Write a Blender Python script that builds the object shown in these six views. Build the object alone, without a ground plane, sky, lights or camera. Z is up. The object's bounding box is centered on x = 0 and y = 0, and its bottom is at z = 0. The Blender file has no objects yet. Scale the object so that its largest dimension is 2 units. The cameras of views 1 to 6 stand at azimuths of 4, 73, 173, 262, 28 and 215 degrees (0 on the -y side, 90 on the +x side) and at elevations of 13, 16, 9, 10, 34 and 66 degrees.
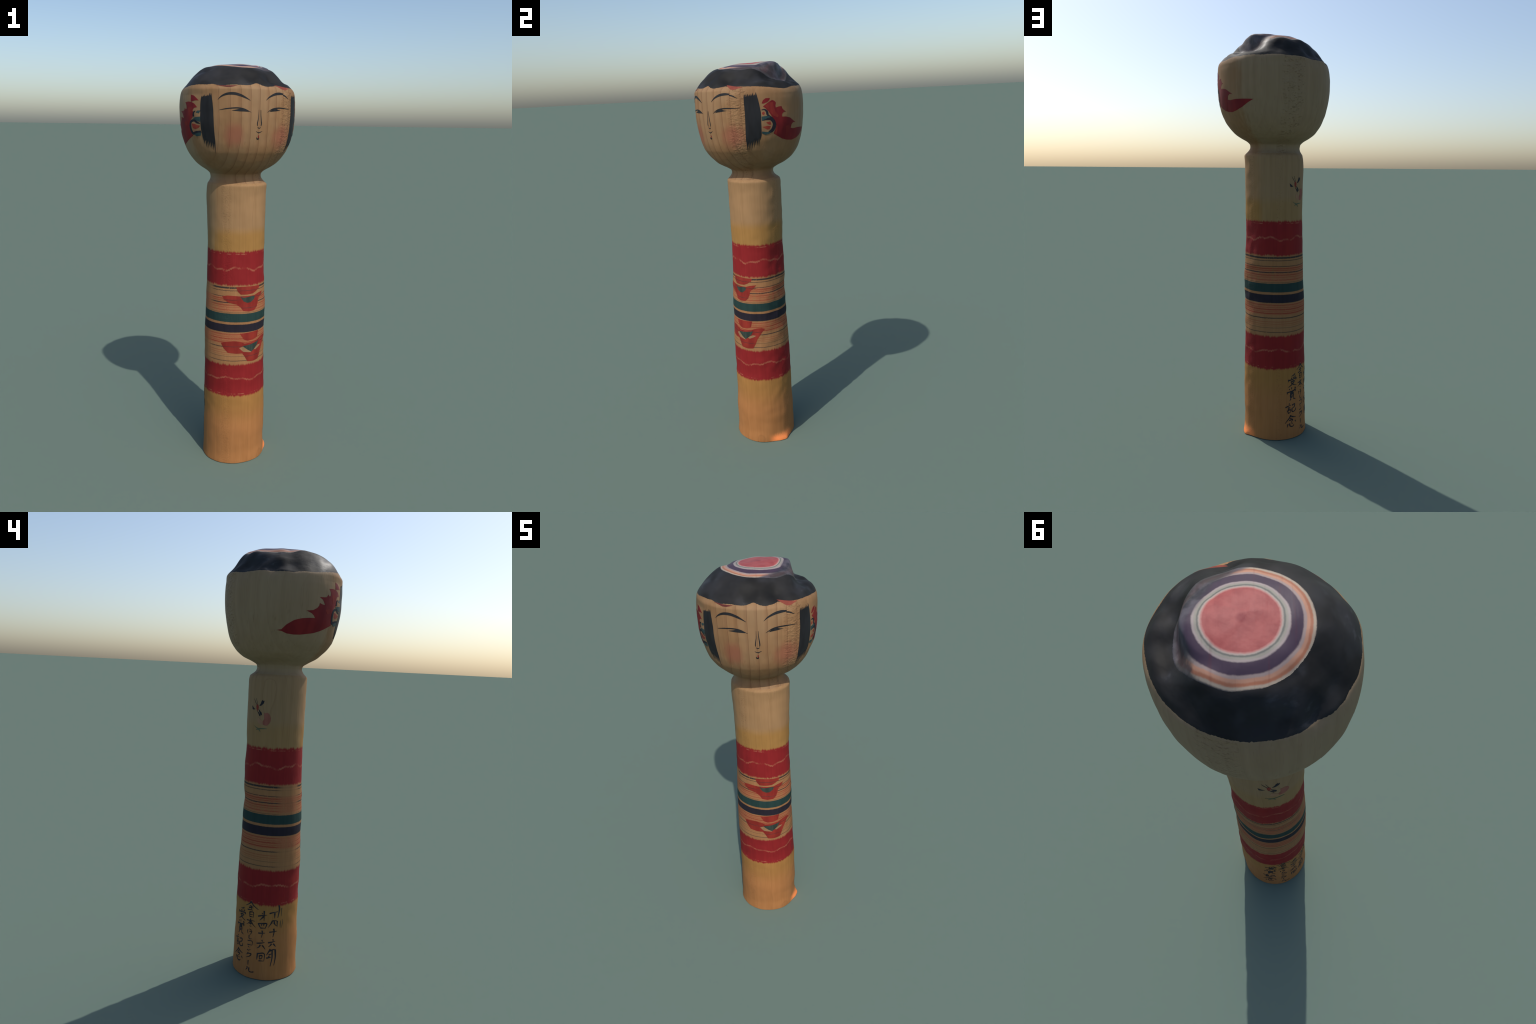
# Wooden turned doll: round head with painted face and black bobbed hair,
# slim column body with painted bands and brush calligraphy on the back.
import bpy, bmesh, math, random
import numpy as np
from mathutils import Vector, noise as mnoise
from mathutils.bvhtree import BVHTree
from mathutils.geometry import delaunay_2d_cdt

random.seed(7)
D2R = math.pi / 180.0

# ---------------------------------------------------------------- turned profile
# height, axis x, axis y, half width in x, half width in y
BODY_PROFILE = [
    (0.000, -0.0190, -0.0005, 0.1590, 0.1580),
    (0.020, -0.0185, -0.0007, 0.1590, 0.1580),
    (0.060, -0.0170, -0.0007, 0.1578, 0.1565),
    (0.110, -0.0154, -0.0014, 0.1588, 0.1560),
    (0.160, -0.0140, -0.0012, 0.1593, 0.1552),
    (0.260, -0.0135, -0.0004, 0.1581, 0.1511),
    (0.360, -0.0122, -0.0005, 0.1582, 0.1506),
    (0.410, -0.0129, 0.0010, 0.1557, 0.1490),
    (0.460, -0.0125, -0.0004, 0.1541, 0.1505),
    (0.510, -0.0123, -0.0009, 0.1536, 0.1487),
    (0.560, -0.0128, -0.0021, 0.1543, 0.1488),
    (0.660, -0.0122, -0.0020, 0.1541, 0.1430),
    (0.710, -0.0106, -0.0023, 0.1530, 0.1410),
    (0.760, -0.0082, -0.0032, 0.1535, 0.1416),
    (0.810, -0.0068, -0.0036, 0.1529, 0.1397),
    (0.860, -0.0062, -0.0035, 0.1515, 0.1353),
    (0.910, -0.0061, 0.0003, 0.1499, 0.1364),
    (0.960, -0.0061, 0.0022, 0.1473, 0.1352),
    (1.010, -0.0064, 0.0030, 0.1454, 0.1352),
    (1.060, -0.0062, 0.0032, 0.1437, 0.1338),
    (1.110, -0.0053, 0.0027, 0.1437, 0.1321),
    (1.210, -0.0034, 0.0031, 0.1446, 0.1338),
    (1.310, -0.0038, 0.0036, 0.1465, 0.1336),
    (1.380, -0.0045, 0.0037, 0.1480, 0.1339),
    (1.415, -0.0030, 0.0033, 0.1475, 0.1342),
    (1.437, -0.0010, 0.0012, 0.1458, 0.1322),
    (1.447, -0.0030, 0.0005, 0.1380, 0.1215),
]
HEAD_PROFILE = [
    (1.460, -0.0053, 0.0000, 0.1285, 0.1085),
    (1.474, -0.0080, 0.0005, 0.1235, 0.1035),
    (1.487, -0.0095, 0.0002, 0.1245, 0.1065),
    (1.500, -0.0104, 0.0010, 0.1345, 0.1250),
    (1.520, -0.0110, 0.0065, 0.1659, 0.1625),
    (1.540, -0.0086, 0.0070, 0.1937, 0.1874),
    (1.560, -0.0053, 0.0038, 0.2132, 0.2077),
    (1.580, -0.0032, 0.0013, 0.2286, 0.2235),
    (1.600, -0.0011, -0.0004, 0.2409, 0.2345),
    (1.640, 0.0004, -0.0005, 0.2574, 0.2474),
    (1.680, -0.0012, -0.0005, 0.2666, 0.2550),
    (1.720, -0.0017, -0.0008, 0.2717, 0.2606),
    (1.760, -0.0019, -0.0008, 0.2740, 0.2635),
    (1.800, -0.0014, -0.0005, 0.2743, 0.2638),
    (1.825, -0.0006, -0.0008, 0.2738, 0.2632),
    (1.848, 0.0008, -0.0020, 0.2712, 0.2612),
]
# crown: azimuth (0 = front, -y; 90 = +x) -> (distance from axis, height)
CROWN = {
    -135: [(.262, 1.866), (.248, 1.886), (.228, 1.912), (.205, 1.938), (.180, 1.962), (.152, 1.977), (.115, 1.986), (.060, 1.992)],
    -90: [(.264, 1.868), (.250, 1.885), (.229, 1.905), (.203, 1.933), (.178, 1.962), (.152, 1.977), (.115, 1.985), (.060, 1.990)],
    -45: [(.266, 1.868), (.257, 1.888), (.240, 1.914), (.212, 1.942), (.185, 1.964), (.155, 1.976), (.115, 1.984), (.060, 1.991)],
    -15: [(.263, 1.868), (.250, 1.888), (.232, 1.910), (.208, 1.936), (.183, 1.958), (.155, 1.973), (.115, 1.982), (.060, 1.991)],
    20: [(.264, 1.868), (.253, 1.888), (.236, 1.910), (.212, 1.934), (.187, 1.953), (.157, 1.967), (.118, 1.980), (.060, 1.992)],
    60: [(.267, 1.868), (.254, 1.888), (.238, 1.906), (.215, 1.924), (.190, 1.944), (.160, 1.962), (.120, 1.977), (.060, 1.991)],
    90: [(.268, 1.867), (.253, 1.887), (.237, 1.901), (.215, 1.910), (.190, 1.930), (.165, 1.956), (.130, 1.975), (.070, 1.991)],
    112: [(.265, 1.865), (.252, 1.884), (.236, 1.898), (.212, 1.904), (.180, 1.913), (.163, 1.950), (.146, 1.982), (.090, 1.994)],
    138: [(.261, 1.863), (.251, 1.880), (.232, 1.893), (.203, 1.900), (.172, 1.908), (.160, 1.945), (.151, 1.986), (.110, 1.997)],
    164: [(.258, 1.865), (.247, 1.884), (.230, 1.899), (.207, 1.922), (.185, 1.944), (.165, 1.966), (.145, 1.985), (.090, 1.995)],
    190: [(.259, 1.866), (.246, 1.887), (.228, 1.912), (.207, 1.938), (.183, 1.962), (.155, 1.980), (.120, 1.988), (.060, 1.993)],
}
APEX_Z = 1.996
# hair edge: azimuth -> height
HAIRLINE = [(-170, 1.874), (-155, 1.873), (-141, 1.868), (-126, 1.872), (-116, 1.871), (-103, 1.867), (-92, 1.867),
            (-86, 1.873), (-76, 1.874), (-65, 1.877), (-52, 1.882), (-46, 1.885), (-33, 1.888), (-22, 1.889),
            (-14, 1.886), (-6, 1.885), (4, 1.886), (12, 1.885), (19, 1.889), (25, 1.897), (30, 1.889), (36, 1.883),
            (43, 1.885), (50, 1.895), (60, 1.888), (68, 1.883), (83, 1.881), (93, 1.878), (103, 1.873), (112, 1.869),
            (121, 1.873), (132, 1.878), (145, 1.878), (158, 1.877), (172, 1.878)]
ROSETTE_C = (0.005, 0.022)
ROSETTE_R = 0.166


def pchip(xs, ys, x):
    xs = np.asarray(xs, float); ys = np.asarray(ys, float); x = np.asarray(x, float)
    h = np.diff(xs); d = np.diff(ys) / h
    m = np.zeros_like(ys)
    m[0], m[-1] = d[0], d[-1]
    w1 = 2 * h[1:] + h[:-1]; w2 = h[1:] + 2 * h[:-1]
    ok = d[:-1] * d[1:] > 0
    with np.errstate(divide='ignore', invalid='ignore'):
        mm = (w1 + w2) / (w1 / d[:-1] + w2 / d[1:])
    m[1:-1] = np.where(ok, mm, 0)
    i = np.clip(np.searchsorted(xs, x) - 1, 0, len(xs) - 2)
    t = (x - xs[i]) / h[i]
    return ((2 * t**3 - 3 * t**2 + 1) * ys[i] + (t**3 - 2 * t**2 + t) * h[i] * m[i]
            + (-2 * t**3 + 3 * t**2) * ys[i + 1] + (t**3 - t**2) * h[i] * m[i + 1])


def periodic(table, az):
    t = sorted(table)
    xs = [a - 360 for a, _ in t] + [a for a, _ in t] + [a + 360 for a, _ in t]
    return pchip(xs, [v for _, v in t] * 3, az)


PROFILE = BODY_PROFILE + HEAD_PROFILE


def axis_at(z):
    zs = [p[0] for p in PROFILE]
    return [float(pchip(zs, [p[k] for p in PROFILE], min(z, 1.848))) for k in (1, 2)]


# ---------------------------------------------------------------- surface grid
M = 720
az = (np.arange(M) + 0.5) * 360.0 / M - 180.0
ca, sa = np.cos(az * D2R), np.sin(az * D2R)        # direction = (sa, -ca)


def ellipse_point(z):
    """ring of points at the given height, sampled by azimuth about the axis"""
    zs = [p[0] for p in PROFILE]
    cx, cy, a, b = [float(pchip(zs, [p[k] for p in PROFILE], z)) for k in (1, 2, 3, 4)]
    r = 1.0 / np.sqrt((sa / a)**2 + (ca / b)**2)
    return cx + r * sa, cy - r * ca


def angdiff(a, b):
    return (a - b + 180.0) % 360.0 - 180.0


rows = []          # each: (M,3)


def add_row(x, y, z):
    rows.append(np.stack([x, y, np.broadcast_to(z, (M,))], 1))


NB, NN, NH = 330, 20, 190
zb = np.linspace(0.0, 1.447, NB)
for z in zb:
    x, y = ellipse_point(z)
    add_row(x, y, z)
for z in np.linspace(1.447, 1.500, NN)[1:]:
    x, y = ellipse_point(z)
    add_row(x, y, z)
i_body, i_neck = NB - 1, NB + NN - 2

# head and crown: one profile curve per azimuth, then resampled
zs_head = np.r_[np.linspace(1.500, 1.848, 60)]
curve = [np.stack([*ellipse_point(z), np.full(M, z)], 1) for z in zs_head]
keys = sorted(CROWN)
for k in range(8):
    r = periodic([(a, CROWN[a][k][0]) for a in keys], az)
    z = periodic([(a, CROWN[a][k][1]) for a in keys], az)
    curve.append(np.stack([r * sa, -r * ca, z], 1))
curve.append(np.tile(np.array([[0.0, 0.0, APEX_Z]]), (M, 1)))
curve = np.array(curve)                              # (K, M, 3)
# smooth parametric interpolation over the curve index by arc length
FINE = 1200
fine = np.zeros((FINE, M, 3)); fine_s = np.zeros((FINE, M))
for j in range(M):
    c = curve[:, j]
    s = np.r_[0, np.cumsum(np.linalg.norm(np.diff(c, axis=0), axis=1))]
    u = np.linspace(0, s[-1], FINE)
    for k in range(3):
        fine[:, j, k] = pchip(s, c[:, k], u)
    fine_s[:, j] = u
ragged = np.array([mnoise.noise(Vector((math.sin(a * D2R) * 60, math.cos(a * D2R) * 60, 3.1))) for a in az])
hair_z = periodic(HAIRLINE, az) + 0.0018 * ragged
s_hair = np.zeros(M); s_ros = np.zeros(M); s_end = fine_s[-1]
for j in range(M):
    i = int(np.argmax(fine[:, j, 2] > hair_z[j])); s_hair[j] = fine_s[i, j]
    d = np.hypot(fine[:, j, 0] - ROSETTE_C[0], fine[:, j, 1] - ROSETTE_C[1])
    rr = ROSETTE_R + 0.0012 * ragged[(j * 3) % M]
    i = FINE - 1 - int(np.argmax(d[::-1] > rr)); s_ros[j] = max(fine_s[i, j], s_hair[j] + 0.02)


def sample_rows(s0, s1, n, skip_first=True):
    for t in np.linspace(0, 1, n)[1 if skip_first else 0:]:
        u = s0 + (s1 - s0) * t
        p = np.zeros((M, 3))
        for j in range(M):
            f = u[j] / s_end[j] * (FINE - 1)
            i = min(int(f), FINE - 2)
            p[j] = fine[i, j] * (1 - (f - i)) + fine[i + 1, j] * (f - i)
        rows.append(p)


sample_rows(np.zeros(M), s_hair, NH)
i_head = len(rows) - 1
sample_rows(s_hair, s_ros, 70)
i_hair = len(rows) - 1
sample_rows(s_ros, s_end * 0.9985, 60)
i_ros = len(rows) - 1
G = np.array(rows)                                   # (R, M, 3)


# broad hollows (+) and swellings (-) of the crown: azimuth, distance from axis, height, depth, size
HOLLOWS = [(51, .215, 1.928, .024, .046), (22, .215, 1.932, .010, .040), (-142, .245, 1.893, .016, .034), (-110, .252, 1.885, .015, .030),
           (-92, .237, 1.900, .010, .034), (-95, .165, 1.972, .012, .045), (-122, .165, 1.972, .007, .042), (-128, .235, 1.908, .008, .030),
           (98, .237, 1.902, .009, .034), (-42, .238, 1.918, -.008, .040), (134, .148, 1.980, -.006, .026), (-168, .20, 1.952, -.005, .030), (178, .20, 1.947, -.004, .02)]
HOLLOWS = [(Vector((r * math.sin(a * D2R), -r * math.cos(a * D2R), z)), d, s) for a, r, z, d, s in HOLLOWS]
# out-of-round places of the turning: azimuth, spread, height, spread, swelling
FLATS = [(119, 26, 1.06, 0.42, -.0100), (200, 24, 0.75, 0.50, .0045), (42, 24, 0.65, 0.40, .0035), (225, 14, 0.86, 0.05, .006),
         (66, 22, 0.02, 0.07, .0075), (21, 30, 1.532, 0.028, .013), (201, 30, 1.540, 0.030, .004), (75, 28, 1.530, 0.026, .007), (100, 22, 1.625, 0.036, -.007)]


def bump_at(p, a):
    """low relief: hand-turned unevenness, dents of the crown, lip at the foot"""
    x, y, z = p
    q = Vector((x, y, z))
    n1 = mnoise.noise(q * 9.0 + Vector((4, 1, 7)))
    n2 = mnoise.noise(q * 24.0 + Vector((1, 8, 2)))
    out = 0.0019 * n1 + 0.0011 * n2
    rough = math.exp(-(angdiff(a, 120) / 45)**2) * math.exp(-((z - 0.75) / 0.45)**2)
    out += rough * 0.0030 * n2
    for fa, sa_, fz, sz_, amt in FLATS:
        if abs(z - fz) < 2.6 * sz_:
            out += amt * math.exp(-(angdiff(a, fa) / sa_)**2 - ((z - fz) / sz_)**2)
    lift = 0.0
    if z > 1.82:
        dent = 0.0
        for c, d, s in HOLLOWS:
            l2 = (q - c).length_squared / (s * s)
            if l2 < 8: dent += d * math.exp(-l2)
        slope = min(1.0, max(0.0, (z - 1.85) / 0.09))
        fall = min(1.0, max(0.0, (z - 1.82) / 0.04))
        out -= dent * (1.0 - 0.65 * slope) * fall
        lift -= dent * slope * fall
    if z > 1.86:
        k = min(1.0, (z - 1.86) / 0.03)
        n3 = mnoise.noise(q * 17.0 + Vector((9, 2, 5)))
        back = 0.5 + 0.5 * math.tanh((y + 0.02) / 0.05)
        inner = math.hypot(x - ROSETTE_C[0], y - ROSETTE_C[1])
        flat = min(1.0, max(0.15, (inner - 0.09) / 0.06))
        lift += k * flat * (0.0055 + 0.0042 * back) * n3
    return out, lift


for i in range(G.shape[0]):
    for j in range(M):
        p = G[i, j]
        o, l = bump_at(p, az[j])
        G[i, j, 0] += o * sa[j]
        G[i, j, 1] -= o * ca[j]
        G[i, j, 2] += l
        z = p[2]
        if z < 0.09:
            a = az[j]
            lip = 0.0155 * math.exp(-(angdiff(a, 106) / 15.0)**2) * math.exp(-(z / 0.030)**2)
            lip += 0.006 * math.exp(-(angdiff(a, 113) / 6.0)**2) * math.exp(-(z / 0.016)**2)
            lip += 0.003 * math.exp(-(angdiff(a, -20) / 70.0)**2) * math.exp(-(z / 0.02)**2)
            G[i, j, 0] += lip * sa[j]
            G[i, j, 1] -= lip * ca[j]
G[0, :, 2] = 0.0
G[:, :, 2] = np.clip(G[:, :, 2], 0, 2.0)

# smooth normals of the whole figure
du = np.roll(G, -1, 1) - np.roll(G, 1, 1)
dv = np.gradient(G, axis=0)
NRM = np.cross(du, dv)
NRM /= np.maximum(np.linalg.norm(NRM, axis=2, keepdims=True), 1e-12)

R_, _, _ = G.shape
allv = [tuple(v) for v in G.reshape(-1, 3)]
allf = [(i * M + j, i * M + (j + 1) % M, (i + 1) * M + (j + 1) % M, (i + 1) * M + j)
        for i in range(R_ - 1) for j in range(M)]
BVH = BVHTree.FromPolygons(allv, allf)


def on_surface(a, z, lift=0.0):
    cx, cy = axis_at(z)
    d = Vector((math.sin(a * D2R), -math.cos(a * D2R), 0))
    o = Vector((cx, cy, z)) + d * 0.8
    loc, n, _, _ = BVH.ray_cast(o, -d)
    if loc is None:
        loc, n = Vector((cx, cy, z)) + d * 0.25, d
    return loc + n * lift


# ---------------------------------------------------------------- node helper
class N:
    """tiny expression layer over shader math nodes"""
    tree = None

    def __init__(self, sock):
        self.s = sock

    @staticmethod
    def op(kind, *args):
        nd = N.tree.nodes.new('ShaderNodeMath'); nd.operation = kind
        for k, a in enumerate(args):
            if isinstance(a, N): N.tree.links.new(a.s, nd.inputs[k])
            else: nd.inputs[k].default_value = a
        return N(nd.outputs[0])

    def __add__(self, o): return N.op('ADD', self, o)
    def __radd__(self, o): return N.op('ADD', o, self)
    def __sub__(self, o): return N.op('SUBTRACT', self, o)
    def __rsub__(self, o): return N.op('SUBTRACT', o, self)
    def __mul__(self, o): return N.op('MULTIPLY', self, o)
    def __rmul__(self, o): return N.op('MULTIPLY', o, self)
    def __truediv__(self, o): return N.op('DIVIDE', self, o)
    def sin(self): return N.op('SINE', self)
    def abs(self): return N.op('ABSOLUTE', self)
    def sqrt(self): return N.op('SQRT', self)
    def frac(self): return N.op('FRACT', self)
    def max(self, o): return N.op('MAXIMUM', self, o)
    def min(self, o): return N.op('MINIMUM', self, o)


def smooth(x, a, b):
    nd = N.tree.nodes.new('ShaderNodeMapRange'); nd.interpolation_type = 'SMOOTHSTEP'
    N.tree.links.new(x.s, nd.inputs['Value'])
    lo, hi = (a, b) if a < b else (b, a)
    nd.inputs['From Min'].default_value = lo; nd.inputs['From Max'].default_value = hi
    nd.inputs['To Min'].default_value = 0.0 if a < b else 1.0
    nd.inputs['To Max'].default_value = 1.0 if a < b else 0.0
    return N(nd.outputs[0])


def band(x, lo, hi, soft):
    return smooth(x, lo - soft, lo + soft) * smooth(x, hi + soft, hi - soft)


def line(x, c, w):
    return smooth((x - c).abs(), w, w * 0.35)


def combine(x, y, z):
    nd = N.tree.nodes.new('ShaderNodeCombineXYZ')
    for k, a in enumerate((x, y, z)):
        if isinstance(a, N): N.tree.links.new(a.s, nd.inputs[k])
        else: nd.inputs[k].default_value = a
    return N(nd.outputs[0])


def noise(vec, scale=1.0, detail=3.0, rough=0.55):
    nd = N.tree.nodes.new('ShaderNodeTexNoise')
    N.tree.links.new(vec.s, nd.inputs['Vector'])
    nd.inputs['Scale'].default_value = scale; nd.inputs['Detail'].default_value = detail
    nd.inputs['Roughness'].default_value = rough
    return N(nd.outputs['Fac'])


def mix(f, a, b, blend='MIX'):
    nd = N.tree.nodes.new('ShaderNodeMix'); nd.data_type = 'RGBA'; nd.blend_type = blend
    for idx, v in ((0, f), (6, a), (7, b)):
        if isinstance(v, N): N.tree.links.new(v.s, nd.inputs[idx])
        elif idx == 0: nd.inputs[0].default_value = v
        else: nd.inputs[idx].default_value = (*v, 1.0)
    return N(nd.outputs[2])


def start(name):
    m = bpy.data.materials.new(name); m.use_nodes = True
    t = m.node_tree; t.nodes.clear(); N.tree = t
    tc = t.nodes.new('ShaderNodeTexCoord')
    sp = t.nodes.new('ShaderNodeSeparateXYZ'); t.links.new(tc.outputs['Object'], sp.inputs[0])
    return m, [N(o) for o in sp.outputs], N(tc.outputs['Object'])


def finish(m, colour, rough=0.6, bump=None, bump_d=0.001, spec=0.35, coat=0.0):
    t = m.node_tree
    b = t.nodes.new('ShaderNodeBsdfPrincipled'); o = t.nodes.new('ShaderNodeOutputMaterial')
    if isinstance(colour, N): t.links.new(colour.s, b.inputs['Base Color'])
    else: b.inputs['Base Color'].default_value = (*colour, 1)
    if isinstance(rough, N): t.links.new(rough.s, b.inputs['Roughness'])
    else: b.inputs['Roughness'].default_value = rough
    b.inputs['Specular IOR Level'].default_value = spec
    b.inputs['Coat Weight'].default_value = coat
    b.inputs['Coat Roughness'].default_value = 0.25
    if bump is not None:
        bn = t.nodes.new('ShaderNodeBump'); bn.inputs['Strength'].default_value = 1.0
        bn.inputs['Distance'].default_value = bump_d
        t.links.new(bump.s, bn.inputs['Height']); t.links.new(bn.outputs[0], b.inputs['Normal'])
    t.links.new(b.outputs[0], o.inputs[0])
    return m


def facing(x, y, deg, width):
    """1 on the strip of the turned surface around an azimuth"""
    r = (x * x + y * y).sqrt().max(0.001)
    c = (x * math.sin(deg * D2R) - y * math.cos(deg * D2R)) / r
    return smooth(c, math.cos(width * D2R), 1.0 - 0.15 * (1 - math.cos(width * D2R)))


RED = (0.235, 0.019, 0.020)


def grain_pattern(x, y, z, spacing, deg, wob):
    """growth layers: nearly flat sheets standing upright, cut by the turned face"""
    w = noise(combine(x * 3.0, y * 3.0, z * 1.6), 1.0, 3.0) - 0.5
    d = x * math.cos(deg * D2R) + y * math.sin(deg * D2R) + w * wob
    f = (d * (1.0 / spacing)).frac()
    return f


def wood_body():
    m, (x, y, z), p = start('painted_wood_body')
    streak = noise(combine(x * 70.0, y * 70.0, z * 3.0), 1.0, 4.0)
    patch = noise(combine(x * 6.0, y * 6.0, z * 4.0), 1.0, 3.0)
    hair = noise(combine(x * 190.0, y * 190.0, z * 14.0), 1.0, 2.0)
    fleck = noise(combine(x * 130.0, y * 130.0, z * 190.0), 1.0, 2.0)
    theta = N.op('ARCTAN2', x + 0.008, 0.0 - y)
    tan = mix(streak, (0.232, 0.130, 0.057), (0.338, 0.200, 0.097))
    orange = mix(streak, (0.275, 0.113, 0.036), (0.388, 0.172, 0.062))
    yellow = mix(streak, (0.245, 0.122, 0.028), (0.345, 0.178, 0.048))
    zw = z + (patch - 0.5) * 0.05
    col = mix(smooth(zw, 0.75, 1.05), orange, tan)
    col = mix(smooth(zw, 0.19, 0.34) * smooth(z, 0.56, 0.50) * 0.60, col, yellow)
    col = mix(smooth(z + (hair - 0.5) * 0.012 + (patch - .5) * 0.02, 1.250, 1.195) * smooth(z, 1.08, 1.10) * 0.80, col, yellow)
    # scan's baked light cast tinted in: back greyer, front redder, ragged upright border
    back_light_tint = smooth(x * math.sin(-130 * D2R) - y * math.cos(-130 * D2R) + (streak - 0.5) * 0.05 + (patch - 0.5) * 0.05, -0.01, 0.03) * smooth(z, 0.9, 1.15)
    col = mix(back_light_tint * 0.45, col, mix(streak, (0.205, 0.142, 0.075), (0.305, 0.215, 0.122)))
    dark = smooth(streak, 0.62, 0.80) * 0.30 + smooth(grain_pattern(x, y, z, 0.021, 150, 0.02), 0.90, 1.0) * 0.18
    col = mix(dark, col, (0.105, 0.048, 0.020))
    flk = (facing(x, y, -16, 14) + facing(x, y, 124, 16) + facing(x, y, 187, 10)).min(1.0)
    col = mix(flk * smooth(fleck, 0.56, 0.72) * 0.35, col, (0.13, 0.062, 0.028))
    # striped zone
    smear = facing(x, y, -68, 26)
    keep = 1.0 - smear * 0.85
    e = (hair - 0.5) * 0.010
    zi = z + (hair - 0.5) * 0.003 + (patch - 0.5) * 0.003
    cream = mix(streak, (0.235, 0.108, 0.043), (0.335, 0.168, 0.073))
    col = mix(band(z, 0.53, 0.955, 0.002), col, cream)
    rosy = mix(fleck, (0.255, 0.070, 0.032), (0.365, 0.140, 0.066))
    col = mix(band(zi, 0.820, 0.898, 0.006) * smooth(streak, 0.30, 0.55) * 0.75, col, rosy)
    col = mix(band(zi, 0.652, 0.708, 0.006) * smooth(streak, 0.25, 0.5) * 0.80, col, rosy)
    RL = (0.235, 0.040, 0.020)
    for c, w, k in ((0.886, 0.0045, .8), (0.877, 0.003, .7), (0.853, 0.0035, .8), (0.843, 0.0025, .5), (0.829, 0.003, .7),
                    (0.702, 0.0035, .7), (0.690, 0.0025, .5), (0.680, 0.004, .9), (0.660, 0.004, .9), (0.669, 0.002, .5),
                    (0.618, 0.003, .5), (0.607, 0.0025, .5), (0.598, 0.002, .35)):
        col = mix(line(zi, c, w) * keep * k * smooth(fleck, 0.25, 0.42), col, RL)
    BL = (0.020, 0.020, 0.022)
    for c, w, k in ((0.940, 0.0062, .95), (0.926, 0.0028, .75), (0.897, 0.0028, .75), (0.866, 0.0036, .9),
                    (0.816, 0.0022, .5), (0.637, 0.0036, .85), (0.588, 0.0022, .45), (0.565, 0.0030, .7)):
        col = mix(line(zi, c, w) * keep * k * smooth(hair, 0.22, 0.40), col, BL)
    teal = mix(streak, (0.011, 0.029, 0.027), (0.022, 0.050, 0.045))
    navy = mix(streak, (0.013, 0.011, 0.016), (0.025, 0.020, 0.030))
    soft = 0.0015
    col = mix(band(z + e * 0.25 + (patch - .5) * .004, 0.767, 0.811, soft), col, teal)
    col = mix(band(z + e * 0.25 + (patch - .5) * .004, 0.713, 0.755, soft), col, navy)
    # red bands with bristle-ended edges and a lighter wavy line left between two passes
    red = mix(streak, (0.165, 0.0105, 0.012), (0.245, 0.017, 0.018))
    red = mix(smooth(patch, 0.5, 0.75) * 0.5, red, (0.255, 0.022, 0.014))
    edge = noise(combine(x * 60.0, y * 60.0, z * 6.0), 1.0, 2.0)
    e2 = (hair - 0.5) * 0.020 + (edge - 0.5) * 0.014
    col = mix(band(z + e2, 0.951, 1.119, 0.006), col, red)
    col = mix(band(z + e2, 0.374, 0.545, 0.006), col, red)
    pale = mix(hair, (0.26, 0.06, 0.04), (0.46, 0.20, 0.105))
    for c, ph, n in ((1.034, 0.4, 5), (0.468, 1.9, 4)):
        wav = c + 0.0075 * (theta * n + ph).sin() + 0.004 * (theta * (2 * n + 3) + ph * 2).sin()
        brk = smooth(noise(combine(x * 26.0, y * 26.0, z * 4.0), 1.0, 3.0), 0.28, 0.60)
        col = mix(line(z + (hair - 0.5) * 0.016 - wav, 0.0, 0.0062) * brk * 0.58, col, pale)
    for c in (1.108, 0.386):
        brk = smooth(noise(combine(x * 40.0, y * 40.0, z * 4.0 + c), 1.0, 3.0), 0.48, 0.66)
        col = mix(line(z + (hair - 0.5) * 0.004, c, 0.0032) * brk * 0.60, col, pale)
    # bright raw edge of the splintered lip at the foot
    raw = smooth(z + (hair - 0.5) * 0.02, 0.050, 0.012) * facing(x, y, 108, 34)
    col = mix(raw, col, (0.85, 0.25, 0.075))
    h = streak * 0.5 + fleck * (flk * 0.8 + 0.12) + hair * 0.25
    return finish(m, col, 0.70, h, 0.0013, 0.14)


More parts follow.
